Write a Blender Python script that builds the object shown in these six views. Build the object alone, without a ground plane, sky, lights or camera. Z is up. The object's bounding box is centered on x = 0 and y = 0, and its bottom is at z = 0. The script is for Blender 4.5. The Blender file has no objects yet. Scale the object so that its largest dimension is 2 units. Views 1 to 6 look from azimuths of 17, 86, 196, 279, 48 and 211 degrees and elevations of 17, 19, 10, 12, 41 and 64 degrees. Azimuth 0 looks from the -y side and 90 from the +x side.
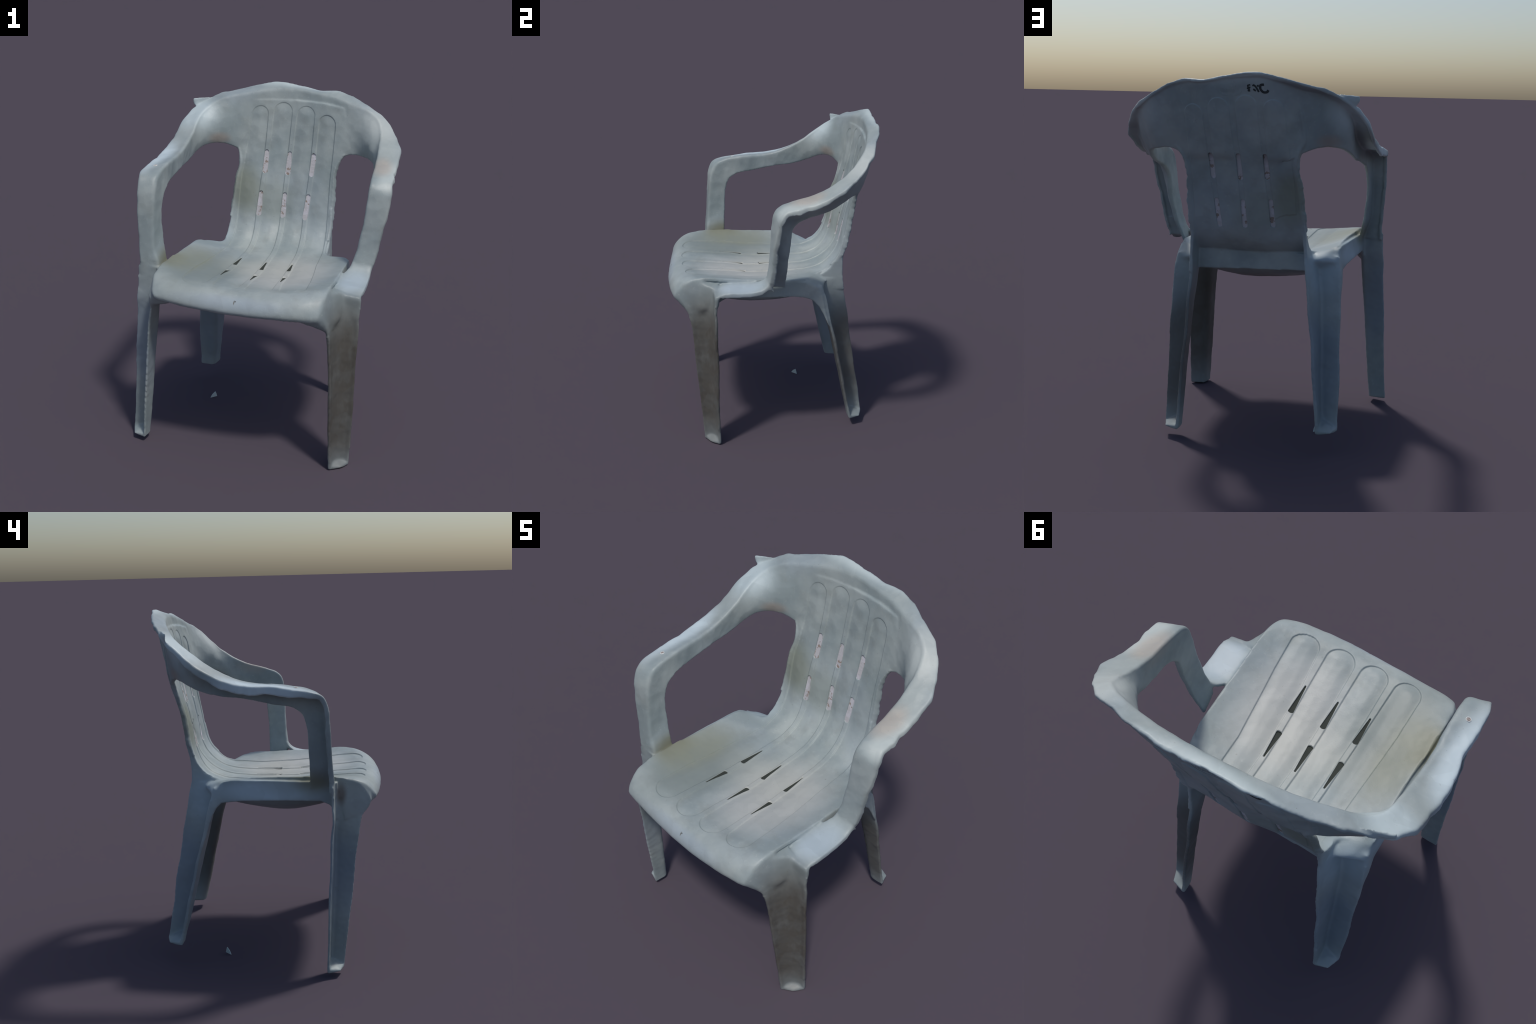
# A weathered one-piece moulded plastic garden armchair, and a chip of plastic under it.
import bpy, bmesh, math, random
import numpy as np
from mathutils import Vector, noise
from mathutils.bvhtree import BVHTree
from mathutils.kdtree import KDTree

random.seed(7)
rng = np.random.default_rng(7)
VOX = 0.0046

# ------------------------------------------------------------------ helpers
def catmull(P, n_per, closed=False):
    """Smooth curve through control points (rows of P); n_per samples per span."""
    P = np.asarray(P, float)
    Q = np.vstack([2 * P[0] - P[1], P, 2 * P[-1] - P[-2]])
    out = []
    for i in range(1, len(Q) - 2):
        p0, p1, p2, p3 = Q[i - 1], Q[i], Q[i + 1], Q[i + 2]
        d1 = max(np.linalg.norm(p1 - p0), 1e-6) ** .5
        d2 = max(np.linalg.norm(p2 - p1), 1e-6) ** .5
        d3 = max(np.linalg.norm(p3 - p2), 1e-6) ** .5
        m1 = (p2 - p1) + d2 * ((p1 - p0) / d1 - (p2 - p0) / (d1 + d2)) if d1 > 2e-3 else p2 - p1
        m2 = (p2 - p1) + d2 * ((p3 - p2) / d3 - (p3 - p1) / (d2 + d3)) if d3 > 2e-3 else p2 - p1
        for t in np.linspace(0, 1, n_per, endpoint=False):
            h = t * t * t, t * t, t
            out.append((2*h[0]-3*h[1]+1)*p1 + (h[0]-2*h[1]+h[2])*m1 + (-2*h[0]+3*h[1])*p2 + (h[0]-h[1])*m2)
    out.append(Q[-2])
    return np.array(out)

def rounded_profile(pts, radii, n=5):
    """Polyline with its inner corners replaced by arcs (quadratic) of the given radii."""
    pts = [np.asarray(p, float) for p in pts]
    out = [pts[0]]
    for i in range(1, len(pts) - 1):
        a, b, c = pts[i - 1], pts[i], pts[i + 1]
        la, lc = np.linalg.norm(a - b), np.linalg.norm(c - b)
        r = min(radii[i - 1], la * .48, lc * .48)
        p, q = b + (a - b) / max(la, 1e-9) * r, b + (c - b) / max(lc, 1e-9) * r
        for t in np.linspace(0, 1, n):
            out.append((1-t)**2 * p + 2*t*(1-t) * b + t*t * q)
    out.append(pts[-1])
    return np.array(out)

def resample(row, m):
    d = np.r_[0, np.cumsum(np.linalg.norm(np.diff(row, axis=0), axis=1))]
    t = np.linspace(0, d[-1], m)
    return np.c_[[np.interp(t, d, row[:, k]) for k in range(3)]].T

def grid_normals(G):
    du = np.gradient(G, axis=0); dv = np.gradient(G, axis=1)
    n = np.cross(du, dv)
    l = np.linalg.norm(n, axis=2, keepdims=True)
    return n / np.maximum(l, 1e-9)

SOLIDS = []          # (label, verts, faces)

def add_solid(label, A, B):
    """Closed solid between two grids of the same shape."""
    n, m = A.shape[:2]
    V = np.vstack([A.reshape(-1, 3), B.reshape(-1, 3)])
    N = n * m
    F = []
    for i in range(n - 1):
        for j in range(m - 1):
            a, b, c, d = i*m+j, (i+1)*m+j, (i+1)*m+j+1, i*m+j+1
            F.append((a, b, c, d)); F.append((N+d, N+c, N+b, N+a))
    for i in range(n - 1):
        for j in (0, m - 1):
            a, b = i*m+j, (i+1)*m+j
            F.append((a, b, N+b, N+a) if j else (b, a, N+a, N+b))
    for j in range(m - 1):
        for i in (0, n - 1):
            a, b = i*m+j, i*m+j+1
            F.append((a, b, N+b, N+a) if i == 0 else (b, a, N+a, N+b))
    SOLIDS.append((label, V, F))

def sheet(label, G, thick, side=(0, 1), ref=None, refdir=None):
    """Plate: grid G thickened along its normals; side = how much goes to + and -."""
    n = grid_normals(G)
    if ref is not None and np.dot(n[ref], refdir) < 0:
        n = -n
    t = thick if np.ndim(thick) else thick
    add_solid(label, G + n * t * side[0], G - n * t * side[1])

def plate(label, poly, x_of, thick):
    """Flat web cut to an outline in (y, z), standing at x = x_of(y, z)."""
    bm = bmesh.new()
    vs = [bm.verts.new((0, y, z)) for y, z in poly]
    f = bm.faces.new(vs)
    r = bmesh.ops.extrude_face_region(bm, geom=[f])
    for v in r['geom']:
        if isinstance(v, bmesh.types.BMVert):
            v.co.x = 1
    bmesh.ops.triangulate(bm, faces=bm.faces[:])
    bmesh.ops.recalc_face_normals(bm, faces=bm.faces[:])
    bm.verts.index_update()
    V = np.array([[x_of(v.co.y, v.co.z) + (v.co.x - .5) * thick, v.co.y, v.co.z] for v in bm.verts])
    F = [tuple(v.index for v in f.verts) for f in bm.faces]
    bm.free()
    SOLIDS.append((label, V, F))

def hull(label, pts):
    bm = bmesh.new()
    for p in pts: bm.verts.new(p)
    r = bmesh.ops.convex_hull(bm, input=bm.verts[:])
    loose = [v for v in bm.verts if not v.link_faces]
    bmesh.ops.delete(bm, geom=loose, context='VERTS')
    bmesh.ops.recalc_face_normals(bm, faces=bm.faces[:])
    bm.verts.index_update()
    SOLIDS.append((label, np.array([v.co[:] for v in bm.verts]), [tuple(v.index for v in f.verts) for f in bm.faces]))
    bm.free()

# ------------------------------------------------------------------ seat and back shell
# stations along the middle from under the front lip, over the seat, up the back:
# centre (x,y,z), left edge, right edge
SHELL = [
 ((0, -.645, .930), (-.436, -.634, .964), (.436, -.602, .926)),
 ((0, -.658, .950), (-.450, -.640, .990), (.448, -.610, .955)),
 ((0, -.650, .990), (-.466, -.624, 1.030), (.460, -.592, 1.003)),
 ((0, -.620, 1.026), (-.473, -.594, 1.060), (.466, -.556, 1.044)),
 ((0, -.565, 1.043), (-.484, -.540, 1.084), (.470, -.500, 1.074)),
 ((-.005, -.45, 1.033), (-.488, -.42, 1.097), (.471, -.42, 1.081)),
 ((-.010, -.31, 1.019), (-.489, -.28, 1.096), (.469, -.31, 1.073)),
 ((-.015, -.17, 1.003), (-.483, -.16, 1.093), (.463, -.17, 1.062)),
 ((-.020, -.05, .999), (-.483, -.04, 1.090), (.459, -.05, 1.058)),
 ((-.025, .09, 1.001), (-.486, .09, 1.084), (.455, .07, 1.050)),
 ((-.030, .165, 1.007), (-.483, .180, 1.073), (.444, .165, 1.050)),
 ((-.030, .225, 1.013), (-.450, .224, 1.060), (.405, .222, 1.042)),
 ((-.033, .280, 1.028), (-.370, .262, 1.056), (.302, .264, 1.030)),
 ((-.033, .328, 1.052), (-.360, .322, 1.080), (.276, .318, 1.044)),
 ((-.033, .370, 1.087), (-.359, .372, 1.125), (.272, .372, 1.085)),
 ((-.032, .407, 1.135), (-.356, .404, 1.180), (.272, .414, 1.135)),
 ((-.030, .433, 1.20), (-.351, .424, 1.240), (.272, .443, 1.200)),
 ((-.030, .450, 1.30), (-.341, .438, 1.330), (.273, .463, 1.300)),
 ((-.028, .472, 1.40), (-.333, .455, 1.420), (.271, .480, 1.400)),
 ((-.025, .498, 1.50), (-.322, .484, 1.510), (.270, .495, 1.490)),
 ((-.020, .519, 1.60), (-.342, .502, 1.598), (.312, .510, 1.585)),
 ((-.010, .535, 1.68), (-.372, .502, 1.660), (.352, .512, 1.640)),
 ((0.0, .574, 1.90), (-.335, .527, 1.89), (.300, .560, 1.87)),
]
NP = 7
Cc = catmull([s[0] for s in SHELL], NP)
Lc = catmull([s[1] for s in SHELL], NP)
Rc = catmull([s[2] for s in SHELL], NP)
NU = 61
uu = np.linspace(-1, 1, NU)
shell = np.zeros((len(Cc), NU, 3))
for j, u in enumerate(uu):
    E = Lc if u < 0 else Rc
    a = abs(u)
    w = a ** (1.8 if u < 0 else 2.3)
    shell[:, j, 0] = Cc[:, 0] + (E[:, 0] - Cc[:, 0]) * a
    shell[:, j, 1:] = Cc[:, 1:] + (E[:, 1:] - Cc[:, 1:]) * w
for i in range(13 * NP, len(Cc)):   # the panel is slightly twisted: forward on the left, back on the right
    k = min(1, (i - 13 * NP) / (2.5 * NP)) * min(1, max(0, (21.5 * NP - i) / (3 * NP)))
    shell[i, :, 1] += k * np.sin(np.pi * uu) * np.where(uu > 0, .002, .018) - k * .012 * np.clip(-uu, 0, 1) ** 3 + k * .009 * np.exp(-(uu / .4) ** 2)
for i in range(6 * NP):      # rounded front corners
    fade_ = min(1, max(0, (5.4 * NP - i) / (1.5 * NP))) * min(1, .22 + .78 * max(0, i / NP - 1.0) / 1.2)
    for j in range(NU):
        E = Lc[i, 0] if uu[j] < 0 else Rc[i, 0]
        q = max(0, 1 - abs(shell[i, j, 0] - E) / .095)
        shell[i, j, 1] += (.014 if uu[j] < 0 else .010) * q * q * fade_
        shell[i, j, 2] -= .006 * q * q * fade_
row_s = np.r_[0, np.cumsum(np.linalg.norm(np.diff(Cc, axis=0), axis=1))]
i_split = 14 * NP             # seat below, backrest above
shell[3*NP:13*NP, :, 2] += .004 * np.sin(np.linspace(0, np.pi, 10*NP))[:, None] * (1 - np.abs(uu) ** 4)[None]
sn = grid_normals(shell)
if sn[8 * NP, NU // 2, 2] < 0: sn = -sn
thick = np.full(shell.shape[:2], .022)
back_part = np.clip((np.arange(len(Cc)) - 13 * NP) / (2 * NP), 0, 1)[:, None]
thick = thick + back_part * (.007 * (np.abs(uu)[None, :] > .955))
inner = shell - sn * thick[:, :, None]
add_solid('seat', shell[:i_split + 1], inner[:i_split + 1])
add_solid('backrest', shell[i_split - 3:], inner[i_split - 3:])

for j_, sx, a_, b_ in ((NU - 1, 1, 14, 20.5), (0, -1, 15, 20.2)):
    rr = np.arange(int(a_ * NP), int(b_ * NP))
    E = shell[rr, j_]
    w_ = np.clip(np.minimum(rr - rr[0], rr[-1] - rr) / 10., 0, 1)[:, None]
    wav = (.0025 * np.sin(rr * .9) + .002 * np.sin(rr * 2.3 + 1))[:, None]
    side = np.array([[sx * .010, .030 if sx > 0 else .017, -.004]]) * (.25 + .75 * w_) + np.array([[sx, .5, 0]]) * wav
    G = np.stack([E + np.array([[-sx * .004, -.0, 0]]), E + side * .5 + np.array([[sx * .002, 0, 0]]), E + side], 1)
    sheet('backrest', G, .013, (.5, .5))

# body under the seat: skirts inside, bulging underside
def seat_lim(y):
    k = np.clip((y - .17) / .09, 0, 1); k = k * k * (3 - 2 * k)
    f = np.clip((-.52 - y) / .09, 0, 1)
    return (-.474 * (1-k) - .352 * k + f * .03, .452 * (1-k) + .266 * k - f * .02)
def shell_z(x, y):
    d = (shell[2*NP:15*NP, :, 0] - x) ** 2 + (shell[2*NP:15*NP, :, 1] - y) ** 2
    return shell[2*NP:15*NP, :, 2].ravel()[np.argmin(d)]
ys = np.linspace(-.605, .328, 46); us = np.linspace(0, 1, 36)
top = np.zeros((46, 36, 3)); bot = top.copy()
for i, y in enumerate(ys):
    a, b = seat_lim(y)
    for j, u in enumerate(us):
        x = a + (b - a) * u
        zt = shell_z(x, y) - .012 - .022 * min(1, max(0, (y - .12) / .1))
        bx = max(0, 1 - ((x + .02) / .42) ** 2); by = max(0, 1 - ((y + .09) / .31) ** 2)
        rim = .968 - .02 * u + .022 * min(1, max(0, (y - .2) / .08))
        zb = rim - .125 * (bx * by) ** .42 + .012 * math.sin(9 * x + 4) * math.sin(11 * y) * bx * by
        if y < -.55: zt = min(zt, 1.03)
        top[i, j] = (x, y, zt); bot[i, j] = (x, y, min(zb, zt - .01))
add_solid('seat', top, bot)

# ------------------------------------------------------------------ top rail and armrests
# one L-shaped band: outer edge O, rounded ridge R, lower edge of the upright wall W
RAIL = [  # O, R, W from the foot of the left post, round the back, to the foot of the right post
 ((-.620, -.418, 1.030), (-.492, -.406, 1.040), (-.502, -.283, 1.040)),
 ((-.619, -.418, 1.100), (-.514, -.403, 1.110), (-.514, -.282, 1.100)),
 ((-.628, -.411, 1.180), (-.538, -.399, 1.174), (-.527, -.281, 1.185)),
 ((-.634, -.405, 1.290), (-.543, -.391, 1.270), (-.538, -.277, 1.276)),
 ((-.639, -.400, 1.400), (-.544, -.382, 1.380), (-.542, -.274, 1.350)),
 ((-.640, -.392, 1.490), (-.543, -.370, 1.480), (-.543, -.264, 1.410)),
 ((-.646, -.365, 1.545), (-.545, -.336, 1.548), (-.545, -.242, 1.460)),
 ((-.660, -.307, 1.568), (-.546, -.280, 1.579), (-.550, -.200, 1.492)),
 ((-.666, -.205, 1.583), (-.547, -.200, 1.597), (-.556, -.160, 1.503)),
 ((-.666, -.104, 1.599), (-.552, -.110, 1.606), (-.565, -.097, 1.511)),
 ((-.680, .011, 1.604), (-.560, .000, 1.613), (-.565, .000, 1.532)),
 ((-.690, .100, 1.616), (-.559, .090, 1.633), (-.570, .090, 1.546)),
 ((-.688, .190, 1.645), (-.557, .180, 1.670), (-.575, .180, 1.555)),
 ((-.682, .285, 1.695), (-.556, .260, 1.715), (-.575, .250, 1.572)),
 ((-.670, .370, 1.760), (-.556, .330, 1.767), (-.568, .330, 1.598)),
 ((-.637, .449, 1.821), (-.545, .400, 1.820), (-.540, .385, 1.625)),
 ((-.574, .515, 1.872), (-.500, .460, 1.867), (-.490, .427, 1.635)),
 ((-.484, .555, 1.917), (-.430, .495, 1.903), (-.420, .465, 1.625)),
 ((-.390, .594, 1.944), (-.352, .524, 1.923), (-.352, .492, 1.595)),
 ((-.288, .624, 1.971), (-.259, .551, 1.942), (-.262, .510, 1.560)),
 ((-.178, .644, 1.995), (-.160, .573, 1.957), (-.160, .517, 1.560)),
 ((-.080, .649, 1.995), (-.070, .584, 1.963), (-.070, .521, 1.560)),
 ((.030, .650, 1.977), (.030, .590, 1.963), (.030, .522, 1.560)),
 ((.140, .655, 1.957), (.130, .590, 1.950), (.130, .516, 1.560)),
 ((.235, .645, 1.961), (.210, .585, 1.934), (.210, .512, 1.560)),
 ((.320, .639, 1.942), (.290, .573, 1.914), (.287, .509, 1.570)),
 ((.420, .605, 1.900), (.370, .555, 1.888), (.360, .512, 1.598)),
 ((.497, .583, 1.857), (.450, .535, 1.868), (.440, .488, 1.597)),
 ((.570, .545, 1.813), (.520, .495, 1.820), (.502, .430, 1.585)),
 ((.620, .497, 1.755), (.547, .440, 1.760), (.532, .385, 1.560)),
 ((.660, .430, 1.703), (.552, .380, 1.708), (.542, .330, 1.527)),
 ((.680, .360, 1.655), (.558, .310, 1.660), (.547, .283, 1.507)),
 ((.678, .270, 1.600), (.562, .230, 1.622), (.553, .220, 1.492)),
 ((.679, .180, 1.572), (.567, .150, 1.600), (.560, .165, 1.475)),
 ((.684, .110, 1.556), (.569, .085, 1.582), (.557, .128, 1.450)),
 ((.688, .058, 1.538), (.572, .030, 1.560), (.553, .100, 1.412)),
 ((.692, .024, 1.495), (.571, -.010, 1.520), (.552, .092, 1.370)),
 ((.684, .006, 1.415), (.564, -.025, 1.430), (.550, .088, 1.320)),
 ((.668, -.010, 1.325), (.554, -.027, 1.330), (.545, .084, 1.260)),
 ((.650, -.015, 1.250), (.540, -.030, 1.250), (.535, .078, 1.205)),
 ((.635, -.024, 1.150), (.525, -.035, 1.165), (.516, .076, 1.130)),
 ((.620, -.034, 1.085), (.508, -.045, 1.100), (.490, .072, 1.070)),
 ((.612, -.030, 1.035), (.495, -.045, 1.035), (.468, .068, 1.020)),
]
NR = 9
Oc = catmull([r[0] for r in RAIL], NR)
Rd = catmull([r[1] for r in RAIL], NR)
Wc = catmull([r[2] for r in RAIL], NR)
nst = len(Oc)
bk = np.clip(np.minimum(np.arange(nst) / NR - 18.6, 25.4 - np.arange(nst) / NR), 0, 1)
Wc[:, 1] += bk * np.where(Wc[:, 0] > 0, .026, .010)
ramp = np.clip(np.minimum(np.arange(nst) / NR - 4.5, 18 - np.arange(nst) / NR) / 2, 0, 1)
Oc[:, 2] += .010 * ramp; Rd[:, 2] += .006 * ramp; Oc[:, 0] += .005 * ramp; Rd[:, 0] += .005 * ramp; Wc[:, 2] -= .007 * ramp; Wc[:, 0] += .012 * ramp
tt = np.arange(nst) / NR
wob = lambda f, p: np.sin(tt * f + p)
rag = (.5 * wob(1.9, .3) + .45 * wob(3.7, 1.7) + .35 * wob(6.1, 4.0) + .15 * wob(11.7, 2.2))
rows = []; FILL = []
M_PROF = 44
for i in range(nst):
    O, R, W = Oc[i], Rd[i], Wc[i]
    down = (W - R) / np.linalg.norm(W - R)
    out = (O - R) / np.linalg.norm(O - R)
    t = tt[i]
    atback = np.clip(1 - abs(t - 21.5) / 7.0, 0, 1)
    post = 1.0 if (t < 5 or t > 36) else 0.0
    lip = .030 * (1 - atback) + .012 * atback + .016 * math.exp(-((t - 10.5) / 4) ** 4)
    amp = .0045 if 7 < t < 35 else .0015
    O2 = O + out * (amp * rag[i] + (-.001 if t < 17 else .004) - .001 * np.clip((t - 32) / 2, 0, 1)) - down * .003
    L = O2 + down * (lip + .004 * rag[i]) + out * .004
    R2 = R - down * .003
    bulge = .036 * math.exp(-((t - 15.8) / 2.0) ** 2) + .034 * math.exp(-((t - 28) / 1.9) ** 2)
    mid = (R2 * .45 + W * .55) - out * bulge
    prof = rounded_profile([L, O2, R2, W], [.008, .018], 7)
    k0 = len(prof) - 1
    tail = np.array([(1-a)**2 * prof[k0 - 1] + 2*a*(1-a) * (2 * mid - (prof[k0 - 1] + W) / 2) + a*a * W for a in np.linspace(0, 1, 10)])
    rows.append(resample(np.vstack([prof[:k0 - 1], tail]), M_PROF))
    FILL.append((L, O2, R2, W))
rail = np.array(rows)
rn = grid_normals(rail)
k = int(9 * NR)
if rn[k, M_PROF // 2 - 6, 2] < 0: rn = -rn
rth = .018 - .0135 * bk[:, None] * np.clip((np.arange(M_PROF)[None] - 24) / 14, 0, 1)
cuts = [(0, 18, 'armrest_left'), (18, 26, 'top_rail'), (26, len(RAIL) - 1, 'armrest_right')]
for a, b, nm in cuts:
    s = slice(max(0, a * NR - 2), b * NR + 3)
    add_solid(nm, rail[s], rail[s] - rn[s] * rth[s][:, :, None])

# behind the back the band is solid: its rear face slopes from the rim in to the panel
# and so is the right armrest down to its foot; at the left shoulder the wall is just thick
for fa, fb, up_in, up_out, full, lab_ in ((int(17.6 * NR), int(26 * NR), 2.4, .01, 1.0, 'top_rail'), (int(25.7 * NR), int(41.6 * NR), .01, 3.5, .72, 'armrest_right'), (int(12.8 * NR), int(18.8 * NR), 2.2, 1.6, .20, 'armrest_left')):
    G1 = []; G2 = []
    for i in range(fa, fb + 1):
        L, O, R, W = FILL[i]
        e = min(1, (i - fa) / (up_in * NR), (fb - i) / (up_out * NR) if lab_ != 'top_rail' else 1)
        if lab_ == 'armrest_right': e = min(1, (fb - i) / (up_out * NR))
        e = e * e * (3 - 2 * e)
        lf = 1 - .22 * math.exp(-((i / NR - 20.6) / 1.8) ** 2)
        f = 1 + (full - 1) * min(1, max(0, (i / NR - 26) / 3)) - .25 * math.exp(-((i / NR - 29.5) / 1.6) ** 2) + .25 * math.exp(-((i / NR - 33) / 2.2) ** 2) - .35 * min(1, max(0, (i / NR - 35.5) / 3)) if lab_ == 'armrest_right' else full * (lf if lab_ == 'top_rail' else 1)
        dn = (W - R) / np.linalg.norm(W - R); out = (O - R) / np.linalg.norm(O - R)
        wO = np.linalg.norm(O - R) - .028
        mid_ = min(1, max(0, min(i / NR - 18.4, 25.6 - i / NR) / 1.2))
        low = W + out * (.019 + .005 * e) * (1 - .85 * mid_) + dn * .025 * mid_; high = R + dn * .012 + out * (.02 + wO * f * e)
        G1.append([high * (1 - a) + low * a + out * .010 * math.sin(math.pi * a) * e for a in np.linspace(0, 1, 9)])
        G2.append([(R + dn * .012 + out * .008) * (1 - a) + (W + out * .008) * a for a in np.linspace(0, 1, 9)])
    add_solid(lab_, np.array(G1), np.array(G2))

# torn sliver of plastic standing off the rim
hull('top_rail', [(-.633, .463, 1.893), (-.640, .472, 1.868), (-.624, .466, 1.848), (-.561, .502, 1.898), (-.524, .513, 1.904), (-.530, .525, 1.885),
                  (-.600, .485, 1.850), (-.630, .476, 1.890), (-.560, .512, 1.880), (-.615, .470, 1.838), (-.585, .492, 1.870)])

# ledge beside the seat under the right armrest, running on down the back wall of the front leg
LEDGE = [  # outer, inner
 ((.635, -.022, 1.150), (.525, -.033, 1.160)), ((.619, -.034, 1.095), (.508, -.044, 1.105)),
 ((.615, -.062, 1.058), (.490, -.072, 1.068)), ((.615, -.110, 1.038), (.465, -.115, 1.048)),
 ((.617, -.170, 1.031), (.448, -.170, 1.044)), ((.621, -.280, 1.030), (.450, -.280, 1.042)),
 ((.620, -.320, 1.022), (.450, -.320, 1.036)), ((.621, -.345, 1.000), (.455, -.350, 1.010)),
 ((.619, -.351, .940), (.474, -.362, .940)),
]
lo = catmull([l[0] for l in LEDGE], 8); li = catmull([l[1] for l in LEDGE], 8)
rows = []
for o, i_ in zip(lo, li):
    n = np.array([0, 0, 1.])
    rows.append(np.array([o + (i_ - o) * t for t in np.linspace(0, 1, 22)]))
led = np.array(rows)
sheet('armrest_right', led, .018, (0, 1), (40, 10), (0, 0, 1))
lipg = np.array([[o + np.array([.001, 0, 0]), o + np.array([.003, .004, -.014]), o + np.array([.002, .010, -.03])] for o in lo[10:50]])
sheet('armrest_right', lipg, .016, (0, 1), (20, 1), (1, 0, 0))

# ------------------------------------------------------------------ legs: L channels open to the outside
LEGS = {
 'front_right': [
  (1.045, (.460, -.520), (.470, -.365), (.618, -.347)),
  (.985, (.458, -.572), (.470, -.367), (.621, -.350)),
  (.935, (.462, -.568), (.473, -.369), (.620, -.352)),
  (.880, (.474, -.540), (.480, -.369), (.617, -.352)),
  (.810, (.485, -.511), (.488, -.368), (.615, -.351)),
  (.680, (.490, -.495), (.497, -.364), (.612, -.349)),
  (.550, (.495, -.483), (.501, -.361), (.610, -.347)),
  (.285, (.501, -.459), (.507, -.354), (.606, -.344)),
  (.005, (.508, -.432), (.512, -.344), (.598, -.339))],
 'front_left': [
  (1.070, (-.482, -.540), (-.488, -.409), (-.631, -.409)),
  (.990, (-.475, -.608), (-.490, -.410), (-.633, -.411)),
  (.940, (-.480, -.606), (-.495, -.413), (-.636, -.413)),
  (.880, (-.496, -.568), (-.502, -.414), (-.639, -.414)),
  (.818, (-.508, -.551), (-0.506, -0.413), (-.641, -.409)),
  (.694, (-.525, -.536), (-0.519, -0.411), (-.651, -.402)),
  (.570, (-.541, -.524), (-0.532, -0.409), (-.657, -.399)),
  (.428, (-.554, -.510), (-0.545, -0.404), (-.663, -.394)),
  (.240, (-.573, -.490), (-0.563, -0.396), (-.675, -.388)),
  (.032, (-.592, -.466), (-0.589, -0.384), (-.688, -.386))],
 'rear_right': [
  (1.000, (.277, .455), (.287, .285), (.424, .305)),
  (.930, (.277, .462), (.291, .298), (.427, .322)),
  (.806, (.280, .484), (.299, .326), (.431, .352)),
  (.674, (.284, .503), (.301, .370), (.428, .384)),
  (.539, (.288, .524), (.303, .402), (.422, .415)),
  (.407, (.295, .546), (.305, .431), (.417, .442)),
  (.270, (.299, .570), (.305, .462), (.411, .471)),
  (.060, (.300, .602), (.307, .510), (.402, .516))],
 'rear_left': [
  (1.030, (-.360, .415), (-0.374, 0.245), (-.508, .255)),
  (.943, (-.370, .432), (-0.394, 0.267), (-.523, .276)),
  (.827, (-.388, .453), (-0.415, 0.294), (-.533, .302)),
  (.710, (-.406, .469), (-0.428, 0.321), (-.543, .330)),
  (.594, (-.424, .488), (-0.438, 0.349), (-.551, .360)),
  (.478, (-.439, .508), (-0.447, 0.377), (-.558, .387)),
  (.360, (-.454, .523), (-0.456, 0.404), (-.567, .412)),
  (.242, (-.468, .539), (-0.468, 0.434), (-.573, .440)),
  (.115, (-.484, .561), (-0.492, 0.468), (-.577, .466))],
}
CORNER = {'front_right': .10, 'front_left': .022, 'rear_right': .04, 'rear_left': .024}
FOOT = {'front_right': ((.566, -.398), .0), 'front_left': ((-.662, -.450), .028),
        'rear_right': ((.378, .582), .052), 'rear_left': ((-.555, .538), .112)}
for nm, st in LEGS.items():
    P1 = catmull([(a[0], a[1], z) for z, a, b, c in st], 9)
    P0 = catmull([(b[0], b[1], min(z, 1.03 if nm == 'front_right' else 1.072)) for z, a, b, c in st], 9)
    cap = 1.008 if nm == 'front_right' else 9      # stays under the ledge
    P2 = catmull([(c[0], c[1], min(z, cap - .001 * i)) for i, (z, a, b, c) in enumerate(st)], 9)
    rows = []
    fr = np.linspace(0, 1, len(P1))
    for i in range(len(P1)):
        w = .0018 * np.array([math.sin(17 * fr[i] + 2), math.sin(23 * fr[i]), 0])
        rows.append(resample(rounded_profile([P1[i] + w, P0[i], P2[i] - w], [CORNER[nm]], 9), 30))
    sheet('leg_' + nm, np.array(rows), .013 if nm == 'front_left' else .018, (.5, .5))
    if nm == 'front_right':      # its channel is shallow, and swells out to the seat corner at the top
        G0 = np.array(rows); G1 = []
        for i in range(len(P1)):
            c = P0[i] + ((P1[i] + P2[i]) / 2 - P0[i]) * (.55 - .15 * min(1, max(0, (P1[i, 2] - .70) / .18)) - .40 * min(1, max(0, (P1[i, 2] - .88) / .13)))
            G1.append(resample(rounded_profile([P1[i], c, P2[i]], [.10], 9), 30))
        add_solid('leg_front_right', G0, np.array(G1))
    # foot: floor plate in the channel, rising into the corner
    (ox, oy), z0 = FOOT[nm]
    p1, p0, p2 = P1[-1], P0[-1], P2[-1]
    out = np.array([ox, oy, 0])
    q = lambda p, z: (p[0], p[1], z)
    mid1 = (p1 + out) / 2; mid2 = (p2 + out) / 2
    hull('leg_' + nm, [q(p1, z0), q(p0, z0 + .004), q(p2, z0), q(out, z0 + .006), q(p1, z0 + .022), q(p2, z0 + .022), q(p0, z0 + .060),
                       q(out, z0 + .012), q(p0 + (out-p0)*.45, z0 + .046)])

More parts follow.
